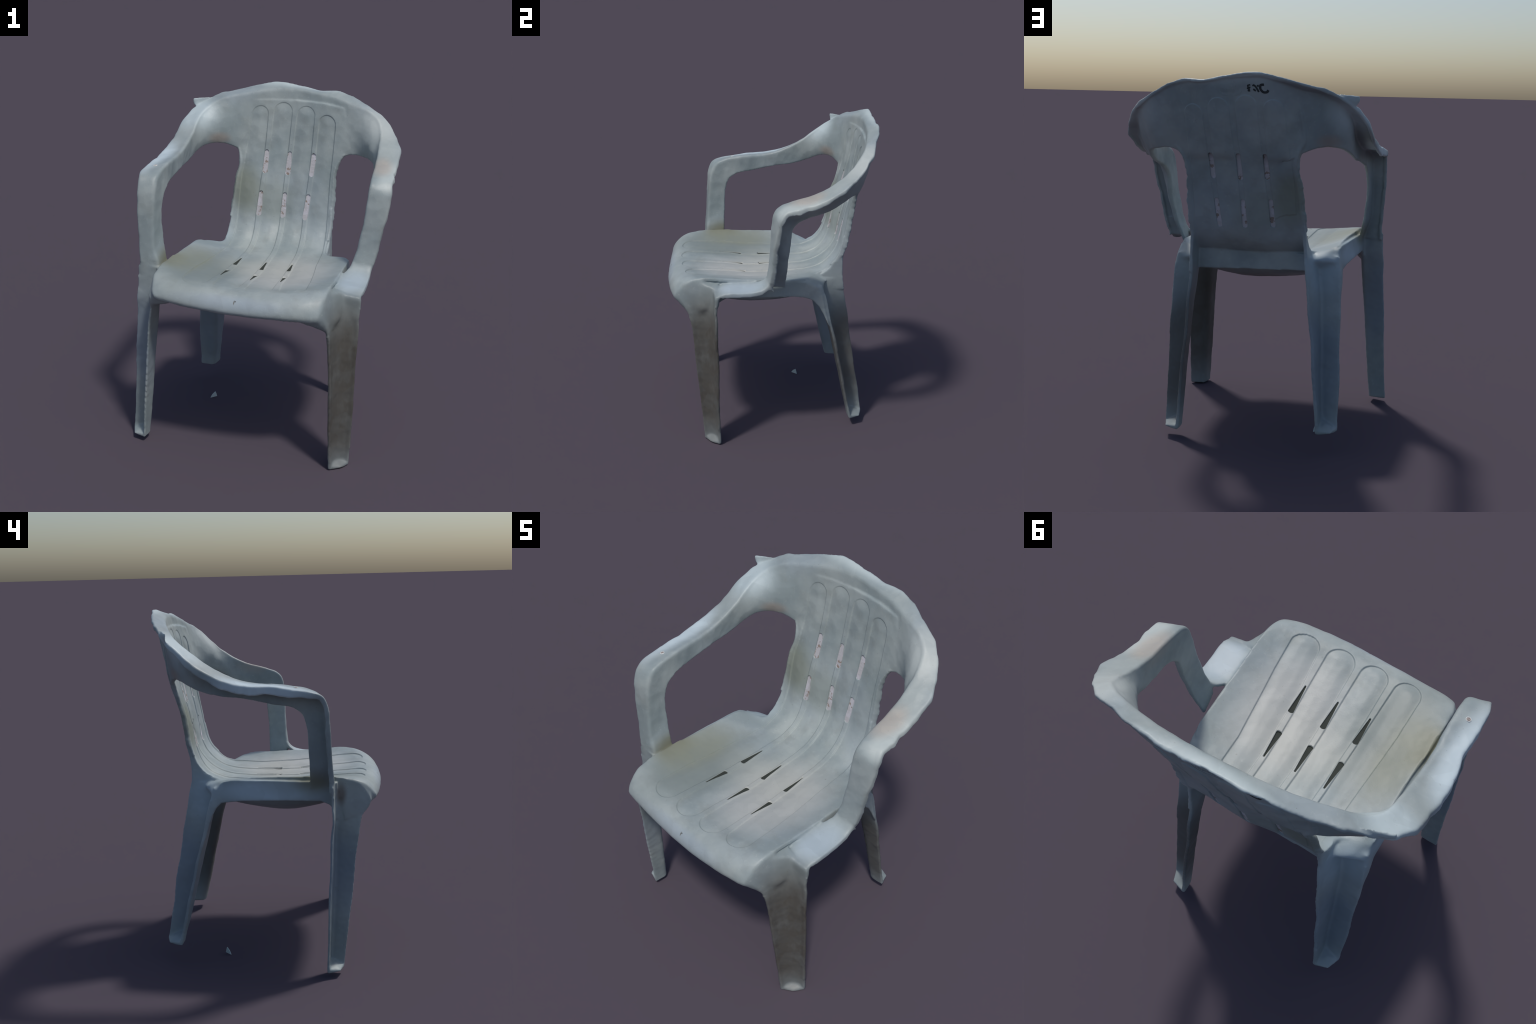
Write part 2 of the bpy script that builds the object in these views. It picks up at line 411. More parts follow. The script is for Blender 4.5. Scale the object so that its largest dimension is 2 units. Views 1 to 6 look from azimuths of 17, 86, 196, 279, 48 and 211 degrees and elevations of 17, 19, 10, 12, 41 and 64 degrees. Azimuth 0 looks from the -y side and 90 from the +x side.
# ------------------------------------------------------------------ skirts and webs
k_ = lambda a, b, t: a + (b - a) * min(max(t, 0), 1)
plate('apron', [(-.43, 1.070), (-.43, .865), (-.412, .91), (-.388, .942), (-.34, .962), (-.155, .964), (.08, .960), (.165, .952), (.215, .945),
                (.245, .916), (.266, .874), (.288, .81), (.306, .74), (.322, .74), (.31, .80), (.275, .93), (.25, 1.02), (.215, 1.062), (.15, 1.075)],
      lambda y, z: k_(k_(k_(-.522, -.502, (z - .80) / .16), k_(-.510, -.492, (z - .97) / .09), (y + .42) / .14), k_(-.524, -.488, (z - .9) / .16), (y - .1) / .16), .024)
plate('apron', [(-.38, 1.045), (-.372, .885), (-.355, .895), (-.335, .915), (-.29, .942), (.012, .944), (.12, .942), (.19, .931), (.250, .906),
                (.288, .864), (.318, .81), (.345, .75), (.36, .72), (.335, .82), (.305, .95), (.275, 1.0), (.22, 1.03), (.12, 1.036), (-.1, 1.045)],
      lambda y, z: k_(k_(.470, .456, (z - .92) / .1), k_(.430, .428, (z - .8) / .2), (y - .05) / .2), .019)
bx = np.linspace(-.362, .282, 24); bz = np.linspace(0, 1, 8)
G = np.array([[(x, .352 + .006 * (1 - t) + .004 * math.sin(6 * x), (.954 - .026 * (x + .36) / .64) * (1 - t) + (1.048 - .012 * (x + .36) / .64) * t) for t in bz] for x in bx])
sheet('apron', G, .022, (0, 1), (10, 4), (0, 1, 0))
# gussets: the rear leg's inner wall runs up the side of the shell to the backrest
plate('leg_rear_right', [(.265, .93), (.270, 1.005), (.318, 1.028), (.368, 1.065), (.408, 1.115), (.435, 1.18), (.452, 1.27), (.470, 1.27), (.461, 1.2), (.452, 1.1), (.456, 1.0), (.466, .92)],
      lambda y, z: k_(.281, .270, (z - 1.0) / .25), .018)
plate('leg_rear_left', [(.25, .93), (.262, 1.03), (.305, 1.05), (.345, 1.082), (.380, 1.135), (.405, 1.20), (.424, 1.28), (.434, 1.28), (.424, 1.2), (.414, 1.1), (.412, 1.0), (.428, .92)],
      lambda y, z: k_(k_(-.374, -.357, (z - .93) / .12), -.340, (z - 1.05) / .22), .018)
# shoulders where the front lip rolls round into the legs
for nm_, js, sg in (('leg_front_right', range(NU - 8, NU), 1), ('leg_front_left', range(0, 8), -1)):
    pts = [shell[r, j] - sn[r, j] * .003 for r in range(2, int(5.4 * NP), 3) for j in js]
    if sg > 0: pts += [(.484, -.508, .84), (.480, -.53, .89), (.490, -.45, .86), (.482, -.42, 1.04), (.497, -.46, .95)]
    else: pts += [(-.500, -.560, .90), (-.495, -.580, .94), (-.512, -.47, .86), (-.492, -.42, 1.07), (-.506, -.47, .97)]
    hull(nm_, pts)
hull('leg_front_right', [(.450, -.47, 1.02), (.468, -.47, 1.055), (.466, -.335, 1.043), (.535, -.342, 1.024), (.53, -.350, .93), (.489, -.49, .92), (.500, -.41, .99),
                         (.452, -.335, .95), (.525, -.42, .885), (.49, -.47, .85)])
# sloping caps closing the tops of the rear channels
hull('leg_rear_right', [(.29, .255, 1.02), (.43, .20, 1.02), (.425, .225, 1.04), (.30, .28, 1.02), (.43, .30, .96), (.425, .312, .97), (.29, .30, .93), (.29, .35, .985), (.35, .315, 1.0)])
hull('leg_rear_left', [(-.37, .25, 1.04), (-.48, .20, 1.045), (-.47, .22, 1.062), (-.38, .28, 1.045), (-.515, .262, .99), (-.505, .275, 1.0), (-.39, .27, .95), (-.385, .335, 1.01), (-.44, .295, 1.03)])

# ------------------------------------------------------------------ weld all parts into one moulding
V = []; F = []; off = 0
for _, v, f in SOLIDS:
    V.append(v); F += [tuple(i + off for i in q) for q in f]; off += len(v)
me = bpy.data.meshes.new('moulding'); me.from_pydata(np.vstack(V).tolist(), [], F); me.update()
bm = bmesh.new(); bm.from_mesh(me)
bmesh.ops.recalc_face_normals(bm, faces=bm.faces[:]); bm.to_mesh(me); bm.free()
ob = bpy.data.objects.new('moulding', me); bpy.context.scene.collection.objects.link(ob)
m = ob.modifiers.new('r', 'REMESH'); m.mode = 'VOXEL'; m.voxel_size = VOX; m.adaptivity = 0
m = ob.modifiers.new('s', 'SMOOTH'); m.factor = .5; m.iterations = 8
def bake(ob):
    dg = bpy.context.evaluated_depsgraph_get()
    n = bpy.data.meshes.new_from_object(ob.evaluated_get(dg))
    ob.modifiers.clear(); old = ob.data; ob.data = n; bpy.data.meshes.remove(old)
bake(ob)
me = ob.data

def coords(me):
    a = np.empty(len(me.vertices) * 3, np.float32); me.vertices.foreach_get('co', a); return a.reshape(-1, 3).astype(float)
def normals(me):
    a = np.empty(len(me.vertices) * 3, np.float32); me.vertex_normals.foreach_get('vector', a); return a.reshape(-1, 3).astype(float)

# melt the joints where the parts run into one another
co = coords(me); no = normals(me)
EE = np.empty(len(me.edges) * 2, np.int32); me.edges.foreach_get('vertices', EE); EE = EE.reshape(-1, 2)
def melt(sel, n):
    """n rounds of averaging each selected vertex with its neighbours."""
    e = EE[sel[EE[:, 0]] | sel[EE[:, 1]]]
    ids, inv = np.unique(e, return_inverse=True); e = inv.reshape(-1, 2)
    p = co[ids]; mv = sel[ids]; a = np.r_[e[:, 0], e[:, 1]]; b = np.r_[e[:, 1], e[:, 0]]
    cnt = np.bincount(a, minlength=len(ids)).astype(float)
    for _ in range(n):
        avg = np.stack([np.bincount(a, p[b, k], len(ids)) for k in range(3)], 1) / cnt[:, None]
        p[mv] = .5 * p[mv] + .5 * avg[mv]
    co[ids] = p
JOINTS = [((.480, -.500, .960), .135, 26), ((.535, -.43, .90), .09, 30), ((-.490, -.530, .985), .115, 18), ((-.44, .27, 1.02), .10, 30), ((.37, .27, 1.0), .10, 30),
          ((.55, -.335, .99), .085, 22), ((-.60, -.405, 1.05), .05, 15), ((.56, -.05, 1.06), .07, 15), ((-.51, -.34, 1.08), .05, 10)]
for c, r, n in JOINTS:
    melt(np.linalg.norm(co - np.array(c), axis=1) < r, n)
front_y = np.interp(co[:, 2], Cc[16*NP:, 2], Cc[16*NP:, 1]) + (.009 * np.exp(-((co[:, 0] + .025) / .12) ** 2) - .016 * np.sin(np.pi * np.clip(-(co[:, 0] + .025) / .3, 0, 1))) * (co[:, 2] < 1.6)
melt((co[:, 1] > front_y + .013) & (co[:, 2] > 1.42) & (co[:, 2] < 1.74) & (np.abs(co[:, 0] + .02) < .285), 160)
me.vertices.foreach_set('co', co.astype(np.float32).ravel()); me.update()

# ------------------------------------------------------------------ slat recesses and lumps
co = coords(me); no = normals(me)
s_of = lambda y=None, z=None: float(np.interp(y, Cc[3*NP:11*NP, 1], row_s[3*NP:11*NP])) if z is None else float(np.interp(z, Cc[15*NP:, 2], row_s[15*NP:]))
keys = [s_of(-.62), s_of(-.54), s_of(-.3), s_of(.09), s_of(z=1.19), s_of(z=1.45), s_of(z=1.62), s_of(z=1.83)]
STRIPS = {  # left and right edge of the raised strips between the slats
 'a': ([-.190, -.190, -.192, -.197, -.197, -.178, -.174, -.169], [-.150, -.152, -.163, -.168, -.168, -.150, -.147, -.136]),
 'b': ([-.010, -.010, -.022, -.042, -.047, -.038, -.028, -.020], [.026, .024, .007, -.014, -.019, -.010, .000, .012]),
 'c': ([.170, .170, .150, .115, .097, .114, .118, .123], [.214, .212, .178, .143, .125, .143, .147, .154])}
OUTL = [-.324, -.326, -.331, -.318, -.313, -.305, -.290, -.270]
OUTR = [.353, .352, .330, .275, .250, .248, .254, .257]
PANELS = [(OUTL, STRIPS['a'][0], s_of(-.580), s_of(z=1.865)), (STRIPS['a'][1], STRIPS['b'][0], s_of(-.575), s_of(z=1.885)),
          (STRIPS['b'][1], STRIPS['c'][0], s_of(-.568), s_of(z=1.870)), (STRIPS['c'][1], OUTR, s_of(-.560), s_of(z=1.835))]
kd = KDTree(shell.shape[0] * shell.shape[1])
ii = 0
for i in range(shell.shape[0]):
    for j in range(NU):
        kd.insert(shell[i, j], ii); ii += 1
kd.balance()
rowpos = row_s[np.arange(len(Cc))]
flat = shell.reshape(-1, 3); fn = sn.reshape(-1, 3)
tang = np.gradient(Cc, axis=0); tang /= np.linalg.norm(tang, axis=1)[:, None]
sm = lambda e0, e1, x: (lambda t: t * t * (3 - 2 * t))(np.clip((x - e0) / (e1 - e0), 0, 1))
def slat_dist(co, no):
    """Signed distance to the nearest slat outline (negative on a slat); nan away from the slats. Front and rear."""
    d = np.full(len(co), np.nan); rear = np.zeros(len(co), bool)
    inx = (co[:, 0] > -.36) & (co[:, 0] < .38)
    cand = np.where(inx & (co[:, 1] > -.62) & (co[:, 2] > .985) & (no @ np.array([0, -.6, .8]) > .25))[0]
    S = np.full(len(co), np.nan)
    for v in cand:
        p = co[v]
        q, idx, dd = kd.find(p)
        rel = p - flat[idx]
        if abs(rel @ fn[idx]) < .013 and dd < .03:
            r = idx // NU
            S[v] = rowpos[r] + rel @ tang[r]
    back = np.where(inx & (co[:, 1] > .44) & (co[:, 2] > 1.18) & (co[:, 2] < 1.9) & (no[:, 1] > .75))[0]
    S[back] = np.interp(co[back, 2], Cc[15*NP:, 2], row_s[15*NP:]); rear[back] = True
    ok = ~np.isnan(S)
    xs = co[ok, 0]; ss = S[ok]
    best = np.full(len(xs), 9.)
    for l, r, s0, s1 in PANELS:
        xl = np.interp(ss, keys, l); xr = np.interp(ss, keys, r)
        cx = (xl + xr) / 2; hw = (xr - xl) / 2
        e = np.maximum(0, np.maximum(s0 + hw - ss, ss - (s1 - hw)))
        best = np.minimum(best, np.hypot(xs - cx, e) - hw)
    d[ok] = best
    return d, rear
d, _ = slat_dist(co, no)
near = np.abs(np.nan_to_num(d, nan=9.)) < .0105
bm = bmesh.new(); bm.from_mesh(me); bm.verts.ensure_lookup_table()
ed = [e for e in bm.edges if near[e.verts[0].index] and near[e.verts[1].index]]
bmesh.ops.subdivide_edges(bm, edges=ed, cuts=1, use_grid_fill=True)
bmesh.ops.triangulate(bm, faces=[f for f in bm.faces if len(f.verts) > 4])
bm.to_mesh(me); bm.free()
co = coords(me); no = normals(me)
d, rear = slat_dist(co, no)
dep = sm(.0028, -.0026, np.nan_to_num(d, nan=9.))
dep = dep * np.where(rear, sm(1.19, 1.30, co[:, 2]), 1)
dep = dep * np.where(rear, 1, 1 - .55 * sm(1.72, 1.86, co[:, 2]))
crown = sm(.002, -.055, np.nan_to_num(d, nan=9.))
co -= no * (dep * np.where(rear, -.0042, .0058) - np.where(rear, 0, .0055) * crown)[:, None]  # slats sunk so their edges catch sun where the scan has painted light lines
# lumps of the surface: broad warps, and flatter facets
def lump(p, f, seed): return np.array([noise.noise((q[0] * f + seed, q[1] * f - seed, q[2] * f)) for q in p])
rails = np.clip((co[:, 2] - 1.06) / .1, 0, 1)
legz = np.clip((.95 - co[:, 2]) / .1, 0, 1)
seatm = 1 - np.maximum(rails, legz)
n1 = lump(co, 13, 3.1); n2 = lump(co, 34, 8.7)
up = np.where(co[:, 2] > 1.10)[0]      # above the seat the surface is faintly faceted
n2[up] = [(noise.voronoi((q[0] * 21, q[1] * 21, q[2] * 17))[0][0] - .45) * 1.9 for q in co[up]]
am = .0016 * seatm + (.0019 * rails) + .0018 * legz
co += no * (am * n1 + (.0005 * seatm + (.0014 * rails) + .0010 * legz) * n2)[:, None]
me.vertices.foreach_set('co', co.astype(np.float32).ravel()); me.update()

# ------------------------------------------------------------------ slots cut through
def slot_mesh(p, q, wp, wq, up, depth0, depth1, rnd=.6):
    """Prism along p->q, half width wp at p, wq at q, from +depth0 above to -depth1 below."""
    p = Vector(p); q = Vector(q); up = Vector(up).normalized()
    ax = (q - p).normalized(); side = ax.cross(up).normalized(); up = side.cross(ax).normalized()
    ring = []
    for c, w, sgn in ((q, wq, 1), (p, wp, -1)):
        for k in range(7):
            a = math.pi * (k / 6) - math.pi / 2
            ring.append(c + ax * (math.cos(a) * w * rnd * sgn - w * rnd * sgn) + side * (math.sin(a) * w * sgn))
    n = len(ring)
    v = [r + up * depth0 for r in ring] + [r - up * depth1 for r in ring]
    f = [tuple(range(n)), tuple(range(2 * n - 1, n - 1, -1))] + [(i, i + n, (i + 1) % n + n, (i + 1) % n) for i in range(n)]
    return v, f
SEAT_SLOTS = [((.163, -.308, 1.024), (.152, -.155, 1.003), 0), ((-.007, -.320, 1.021), (-.014, -.167, 1.001), 0), ((-.178, -.321, 1.033), (-.181, -.174, 1.017), 0),
              ((.138, -.052, 1.001), (.128, .100, 1.002), 1), ((-.020, -.069, .998), (-.028, .085, 1.003), 1), ((-.183, -.068, 1.015), (-.182, .087, 1.014), 1)]
BACK_SLOTS = [((.110, 0, 1.185), (.123, 0, 1.345)), ((-.033, 0, 1.188), (-.027, 0, 1.345)), ((-.182, 0, 1.195), (-.173, 0, 1.350)),
              ((.129, 0, 1.450), (.135, 0, 1.592)), ((-.024, 0, 1.448), (-.017, 0, 1.592)), ((-.164, 0, 1.455), (-.161, 0, 1.598))]
def on_shell(p):     # a point of the backrest surface at (x, z)
    sub = shell[15 * NP:].reshape(-1, 3)
    return (p[0], float(sub[np.argmin((sub[:, 0] - p[0]) ** 2 + (sub[:, 2] - p[2]) ** 2), 1]), p[2])
BACK_SLOTS = [(on_shell(p), on_shell(q)) for p, q in BACK_SLOTS]
cv = []; cf = []
def acc(vf):
    o = len(cv); cv.extend([tuple(x) for x in vf[0]]); cf.extend([tuple(i + o for i in q) for q in vf[1]])
for p, q, rev in SEAT_SLOTS:
    acc(slot_mesh(p, q, .0145 if rev else .0045, .0045 if rev else .0145, (0, 0, 1), .05, .13))
for p, q in BACK_SLOTS:
    acc(slot_mesh(p, q, .0150, .0130, (0, -1, .12), .05, .07, 1.0))
cm = bpy.data.meshes.new('cut'); cm.from_pydata(cv, [], cf)
bm = bmesh.new(); bm.from_mesh(cm); bmesh.ops.recalc_face_normals(bm, faces=bm.faces[:]); bm.to_mesh(cm); bm.free()
cut = bpy.data.objects.new('cut', cm); bpy.context.scene.collection.objects.link(cut)
m = ob.modifiers.new('b', 'BOOLEAN'); m.object = cut; m.operation = 'DIFFERENCE'; m.solver = 'FAST'
bake(ob)
bpy.data.objects.remove(cut); bpy.data.meshes.remove(cm)
me = ob.data
# keep only the outer body: drop specks and closed inner bubbles
bm = bmesh.new(); bm.from_mesh(me)
seen = set(); groups = []
for v in bm.verts:
    if v in seen: continue
    st = [v]; seen.add(v); g = []
    while st:
        a = st.pop(); g.append(a)
        for e in a.link_edges:
            b = e.other_vert(a)
            if b not in seen: seen.add(b); st.append(b)
    groups.append(g)
groups.sort(key=len)
for g in groups[:-1]: bmesh.ops.delete(bm, geom=g, context='VERTS')
bm.to_mesh(me); bm.free()
print('moulding', len(me.vertices), len(me.polygons), 'groups', [len(g) for g in groups][-6:])

# ------------------------------------------------------------------ materials
def node(nt, t, **kw):
    n = nt.nodes.new(t)
    for k, v in kw.items(): setattr(n, k, v)
    return n
class Mat:
    def __init__(s, name, rough=.55, spec=.4):
        s.m = bpy.data.materials.new(name); s.m.use_nodes = True; s.nt = s.m.node_tree
        s.b = s.nt.nodes['Principled BSDF']; s.b.inputs['Roughness'].default_value = rough
        s.b.inputs['Specular IOR Level'].default_value = spec
        s.tc = node(s.nt, 'ShaderNodeTexCoord').outputs['Object']
    def link(s, a, b): s.nt.links.new(a, b)
    def noise(s, scale, detail=4, rough=.55, stretch=None, off=(0, 0, 0)):
        mp = node(s.nt, 'ShaderNodeMapping'); s.link(s.tc, mp.inputs['Vector'])
        mp.inputs['Location'].default_value = off
        if stretch: mp.inputs['Scale'].default_value = stretch
        n = node(s.nt, 'ShaderNodeTexNoise'); s.link(mp.outputs[0], n.inputs['Vector'])
        n.inputs['Scale'].default_value = scale; n.inputs['Detail'].default_value = detail; n.inputs['Roughness'].default_value = rough
        return n.outputs['Fac']
    def step(s, val, a, b, lo=0, hi=1):
        r = node(s.nt, 'ShaderNodeMapRange', interpolation_type='SMOOTHSTEP'); s.link(val, r.inputs['Value'])
        for k, v in zip(('From Min', 'From Max', 'To Min', 'To Max'), (a, b, lo, hi)): r.inputs[k].default_value = v
        return r.outputs[0]
    def math(s, op, a, b):
        n = node(s.nt, 'ShaderNodeMath', operation=op)
        for i, x in enumerate((a, b)):
            if isinstance(x, (int, float)): n.inputs[i].default_value = x
            else: s.link(x, n.inputs[i])
        return n.outputs[0]
    def blob(s, c, r, soft=.5, scale=(1, 1, 1)):
        """1 inside an ellipsoid round c, fading out."""
        mp = node(s.nt, 'ShaderNodeMapping', vector_type='TEXTURE'); s.link(s.tc, mp.inputs['Vector'])
        mp.inputs['Location'].default_value = c; mp.inputs['Scale'].default_value = [r * k for k in scale]
        l = node(s.nt, 'ShaderNodeVectorMath', operation='LENGTH'); s.link(mp.outputs[0], l.inputs[0])
        return s.step(l.outputs['Value'], 1, 1 - soft)
    def mix(s, fac, a, b, mode='MIX'):
        n = node(s.nt, 'ShaderNodeMix', data_type='RGBA', blend_type=mode)
        if isinstance(fac, (int, float)): n.inputs['Factor'].default_value = fac
        else: s.link(fac, n.inputs['Factor'])
        for i, x in ((6, a), (7, b)):
            if isinstance(x, tuple): n.inputs[i].default_value = (*x, 1)
            else: s.link(x, n.inputs[i])
        return n.outputs[2]
    def done(s, col, bump=None, dist=.002, strength=.3):
        s.link(col, s.b.inputs['Base Color'])
        if bump is not None:
            n = node(s.nt, 'ShaderNodeBump'); n.inputs['Strength'].default_value = strength; n.inputs['Distance'].default_value = dist
            s.link(bump, n.inputs['Height']); s.link(n.outputs[0], s.b.inputs['Normal'])
        return s.m


# one weathered plastic over the whole moulding: (centre, radius, stretch, colour, amount, grain)
STAINS = [
    # worn paler slats in the middle of the seat and right of it
    ((.15, -.14, 1.02), .42, (.80, 1.1, .5), (.440, .450, .435), .85, None),
    ((-.52, -.05, 1.02), .36, (.25, 1.2, .25), (.44, .55, .62), .85, None),  # left apron lightened and blued for skylight baked into the scan
    ((-.45, .36, 1.0), .25, (.7, .7, 1.0), (.40, .50, .57), .7, None),
    # pale patches on rims and armrests
    ((-.66, -.02, 1.60), .33, (.30, 1.25, .35), (.53, .62, .66), .9, None),
    ((-.60, .40, 1.82), .22, (.9, .9, .8), (.50, .585, .61), .8, None),
    ((.00, .67, 1.99), .30, (1.9, .30, .26), (.50, .575, .58), .85, None),
    ((.56, .52, 1.82), .24, (.8, .8, .8), (.46, .50, .49), .8, None),
    ((.67, .10, 1.57), .27, (.32, 1.3, .4), (.45, .50, .49), .9, None),
    ((.55, -.22, 1.05), .17, (.7, 1.2, .6), (.42, .50, .56), .8, None),
    ((0, -.66, 1.02), .28, (1.8, .22, .30), (.33, .39, .45), .6, None),
    # brown wear on the right armrest, rust under the left arch
    ((.605, .19, 1.60), .17, (.5, 1.0, .5), (.40, .345, .295), .62, 38),
    ((-.46, .44, 1.66), .09, (1.2, 1, .6), (.33, .245, .19), .5, None),
    # olive and green algae
    ((-.455, -.30, 1.08), .15, (1, 1.15, .8), (.15, .135, .060), .8, None),
    ((-.30, -.27, 1.04), .42, (.66, 1.15, .6), (.200, .232, .222), .9, None),
    ((-.28, .45, 1.35), .18, (.8, 1, 1.2), (.17, .185, .13), .65, 9),
    ((-.40, -.20, 1.06), .22, (.8, 1.6, .6), (.235, .24, .165), .45, 9),
    ((-.10, .46, 1.28), .22, (.9, 1, .8), (.235, .265, .235), .5, 7),
    ((.0, -.05, 1.01), .30, (1.2, .8, .5), (.40, .41, .375), .4, 6),
    # baked shade darkened into the leg colours, deepest at the front right
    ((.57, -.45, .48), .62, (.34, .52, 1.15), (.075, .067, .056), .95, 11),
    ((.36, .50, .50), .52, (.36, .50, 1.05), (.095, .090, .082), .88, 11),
    ((-.60, -.46, .62), .40, (.30, .40, 1.0), (.20, .245, .30), .7, 11),  # left legs tinted cool: sky-lit shade carried in the colour
    ((-.48, .46, .50), .46, (.34, .40, 1.0), (.19, .235, .29), .7, 11),
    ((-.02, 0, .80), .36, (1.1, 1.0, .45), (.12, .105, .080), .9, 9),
    ((-.490, -.436, 1.014), .022, (1, .6, .8), (.07, .045, .035), .85, None),
    ((-.490, -.446, 1.00), .075, (1, .6, 1.1), (.15, .125, .11), .8, 55),
    # marks on the front lip
    ((.0075, -.637, 1.002), .012, (.38, 2, 1.3), (.10, .09, .065), .85, None),
    ((.0135, -.637, 1.008), .006, (1, 2, .8), (.045, .04, .04), .85, None),
]
M = Mat('weathered_plastic', .46, .34)
col = M.mix(M.step(M.noise(3.8, 4, .55), .36, .64), (.245, .292, .300), (.330, .372, .370))
col = M.mix(M.math('MULTIPLY', M.step(M.noise(1.7, 2, off=(5, 2, 8)), .45, .62), .5), col, (.300, .352, .385))
col = M.mix(M.math('MULTIPLY', M.step(M.noise(8, 6, .62), .48, .72), .28), col, (.190, .205, .185))
col = M.mix(M.math('MULTIPLY', M.step(M.noise(55, 4, .65), .56, .78), .22), col, (.50, .53, .53))
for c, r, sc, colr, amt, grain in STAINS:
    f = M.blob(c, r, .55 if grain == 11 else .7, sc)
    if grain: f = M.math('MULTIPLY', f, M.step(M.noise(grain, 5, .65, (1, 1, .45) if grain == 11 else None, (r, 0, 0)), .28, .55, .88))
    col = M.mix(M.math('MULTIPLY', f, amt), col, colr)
vo = node(M.nt, 'ShaderNodeTexVoronoi'); vo.inputs['Scale'].default_value = 15; M.link(M.tc, vo.inputs['Vector'])
bw = node(M.nt, 'ShaderNodeRGBToBW'); M.link(vo.outputs['Color'], bw.inputs[0])
col = M.mix(M.step(bw.outputs[0], .1, .9, 0, .10), col, (.17, .20, .215))  # scan's facet shading painted cell by cell into the base colour
col = M.mix(M.math('MULTIPLY', M.step(M.noise(75, 5, .7, off=(2, 7, 1)), .63, .74), .4), col, (.13, .12, .10))
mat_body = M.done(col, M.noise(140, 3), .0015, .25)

# ------------------------------------------------------------------ split the moulding by region
bvhs = []
labels = []
for lb, v, f in SOLIDS:
    labels.append(lb); bvhs.append(BVHTree.FromPolygons(v.tolist(), f))
boxes = [(v.min(0) - .03, v.max(0) + .03) for _, v, _ in SOLIDS]
npol = len(me.polygons)
cen = np.empty(npol * 3, np.float32); me.polygons.foreach_get('center', cen); cen = cen.reshape(-1, 3)
best = np.full(npol, 9.); lab = np.zeros(npol, int)
names = sorted(set(labels))
for lb, bv, (lo_, hi_) in zip(labels, bvhs, boxes):
    for i in np.where(np.all((cen > lo_) & (cen < hi_), axis=1))[0]:
        d = bv.find_nearest(cen[i], .05)[3]
        if d is not None:
            if lb == 'apron': d += .001
            if d < best[i] - 1e-4: best[i] = d; lab[i] = names.index(lb)
vn = normals(me)
co = coords(me)
lv = np.empty(len(me.loops), np.int32); me.loops.foreach_get('vertex_index', lv)
ls = np.empty(npol, np.int32); me.polygons.foreach_get('loop_start', ls)
lt = np.empty(npol, np.int32); me.polygons.foreach_get('loop_total', lt)

root = bpy.data.objects.new('plastic_armchair', None)
bpy.context.scene.collection.objects.link(root)
root['label'] = 'weathered pale grey moulded plastic garden armchair with slatted seat'
root['category'] = 'garden chair'
NAME = {'seat': 'seat', 'backrest': 'backrest', 'top_rail': 'top_rail', 'apron': 'apron', 'armrest_left': 'armrest', 'armrest_right': 'armrest',
        'leg_front_right': 'leg', 'leg_front_left': 'leg', 'leg_rear_right': 'leg', 'leg_rear_left': 'leg'}
PART = {}
def link(o, parent):
    bpy.context.scene.collection.objects.link(o); o.parent = parent; return o
for li_, lb in enumerate(names):
    fs = np.where(lab == li_)[0]
    used = {}; faces = []
    for f in fs:
        faces.append([used.setdefault(int(v), len(used)) for v in lv[ls[f]:ls[f] + lt[f]]])
    idx = np.fromiter(used.keys(), int)
    pm = bpy.data.meshes.new(NAME[lb]); pm.from_pydata(co[idx].tolist(), [], faces); pm.update()
    pm.polygons.foreach_set('use_smooth', np.ones(len(faces), bool))
    pm.normals_split_custom_set_from_vertices(vn[idx].tolist())
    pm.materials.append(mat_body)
    PART[lb] = link(bpy.data.objects.new(NAME[lb], pm), root)
bpy.data.objects.remove(ob); bpy.data.meshes.remove(me)

def small(name, verts, faces, mat, parent, smooth=False):
    pm = bpy.data.meshes.new(name); pm.from_pydata([tuple(v) for v in verts], [], faces); pm.update()
    bm = bmesh.new(); bm.from_mesh(pm); bmesh.ops.recalc_face_normals(bm, faces=bm.faces[:]); bm.to_mesh(pm); bm.free()
    if smooth: pm.polygons.foreach_set('use_smooth', np.ones(len(pm.polygons), bool))
    pm.materials.append(mat)
    return link(bpy.data.objects.new(name, pm), parent)

# pale crust lodged in the slots of the back
M = Mat('pale_crust', .8, .2)
c = M.mix(M.step(M.noise(16, 2), .42, .5), (.50, .49, .53), (.45, .44, .46))
c = M.mix(M.step(M.noise(26, 4, .6, off=(3, 1, 2)), .56, .62), c, (.27, .22, .19))
mat_crust = M.done(c, M.noise(90, 4), .004, .5)
for p, q in BACK_SLOTS:
    v, f = slot_mesh(p, q, .0170, .0150, (0, -1, .12), -.005, .018)
    small('slot_crust', v, f, mat_crust, PART['backrest'])

# near-black plates in the seat slots, coloured for the shadow under the seat
M = Mat('slot_shadow_plate', .8, .2)
mat_slot_shadow = M.done(M.mix(M.noise(30, 3), (.030, .036, .032), (.048, .054, .047)), M.noise(70, 3), .003, .4)
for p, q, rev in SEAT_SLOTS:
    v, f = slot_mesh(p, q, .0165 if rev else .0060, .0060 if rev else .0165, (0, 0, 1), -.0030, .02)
    small('slot_shadow_plate', v, f, mat_slot_shadow, PART['seat'])

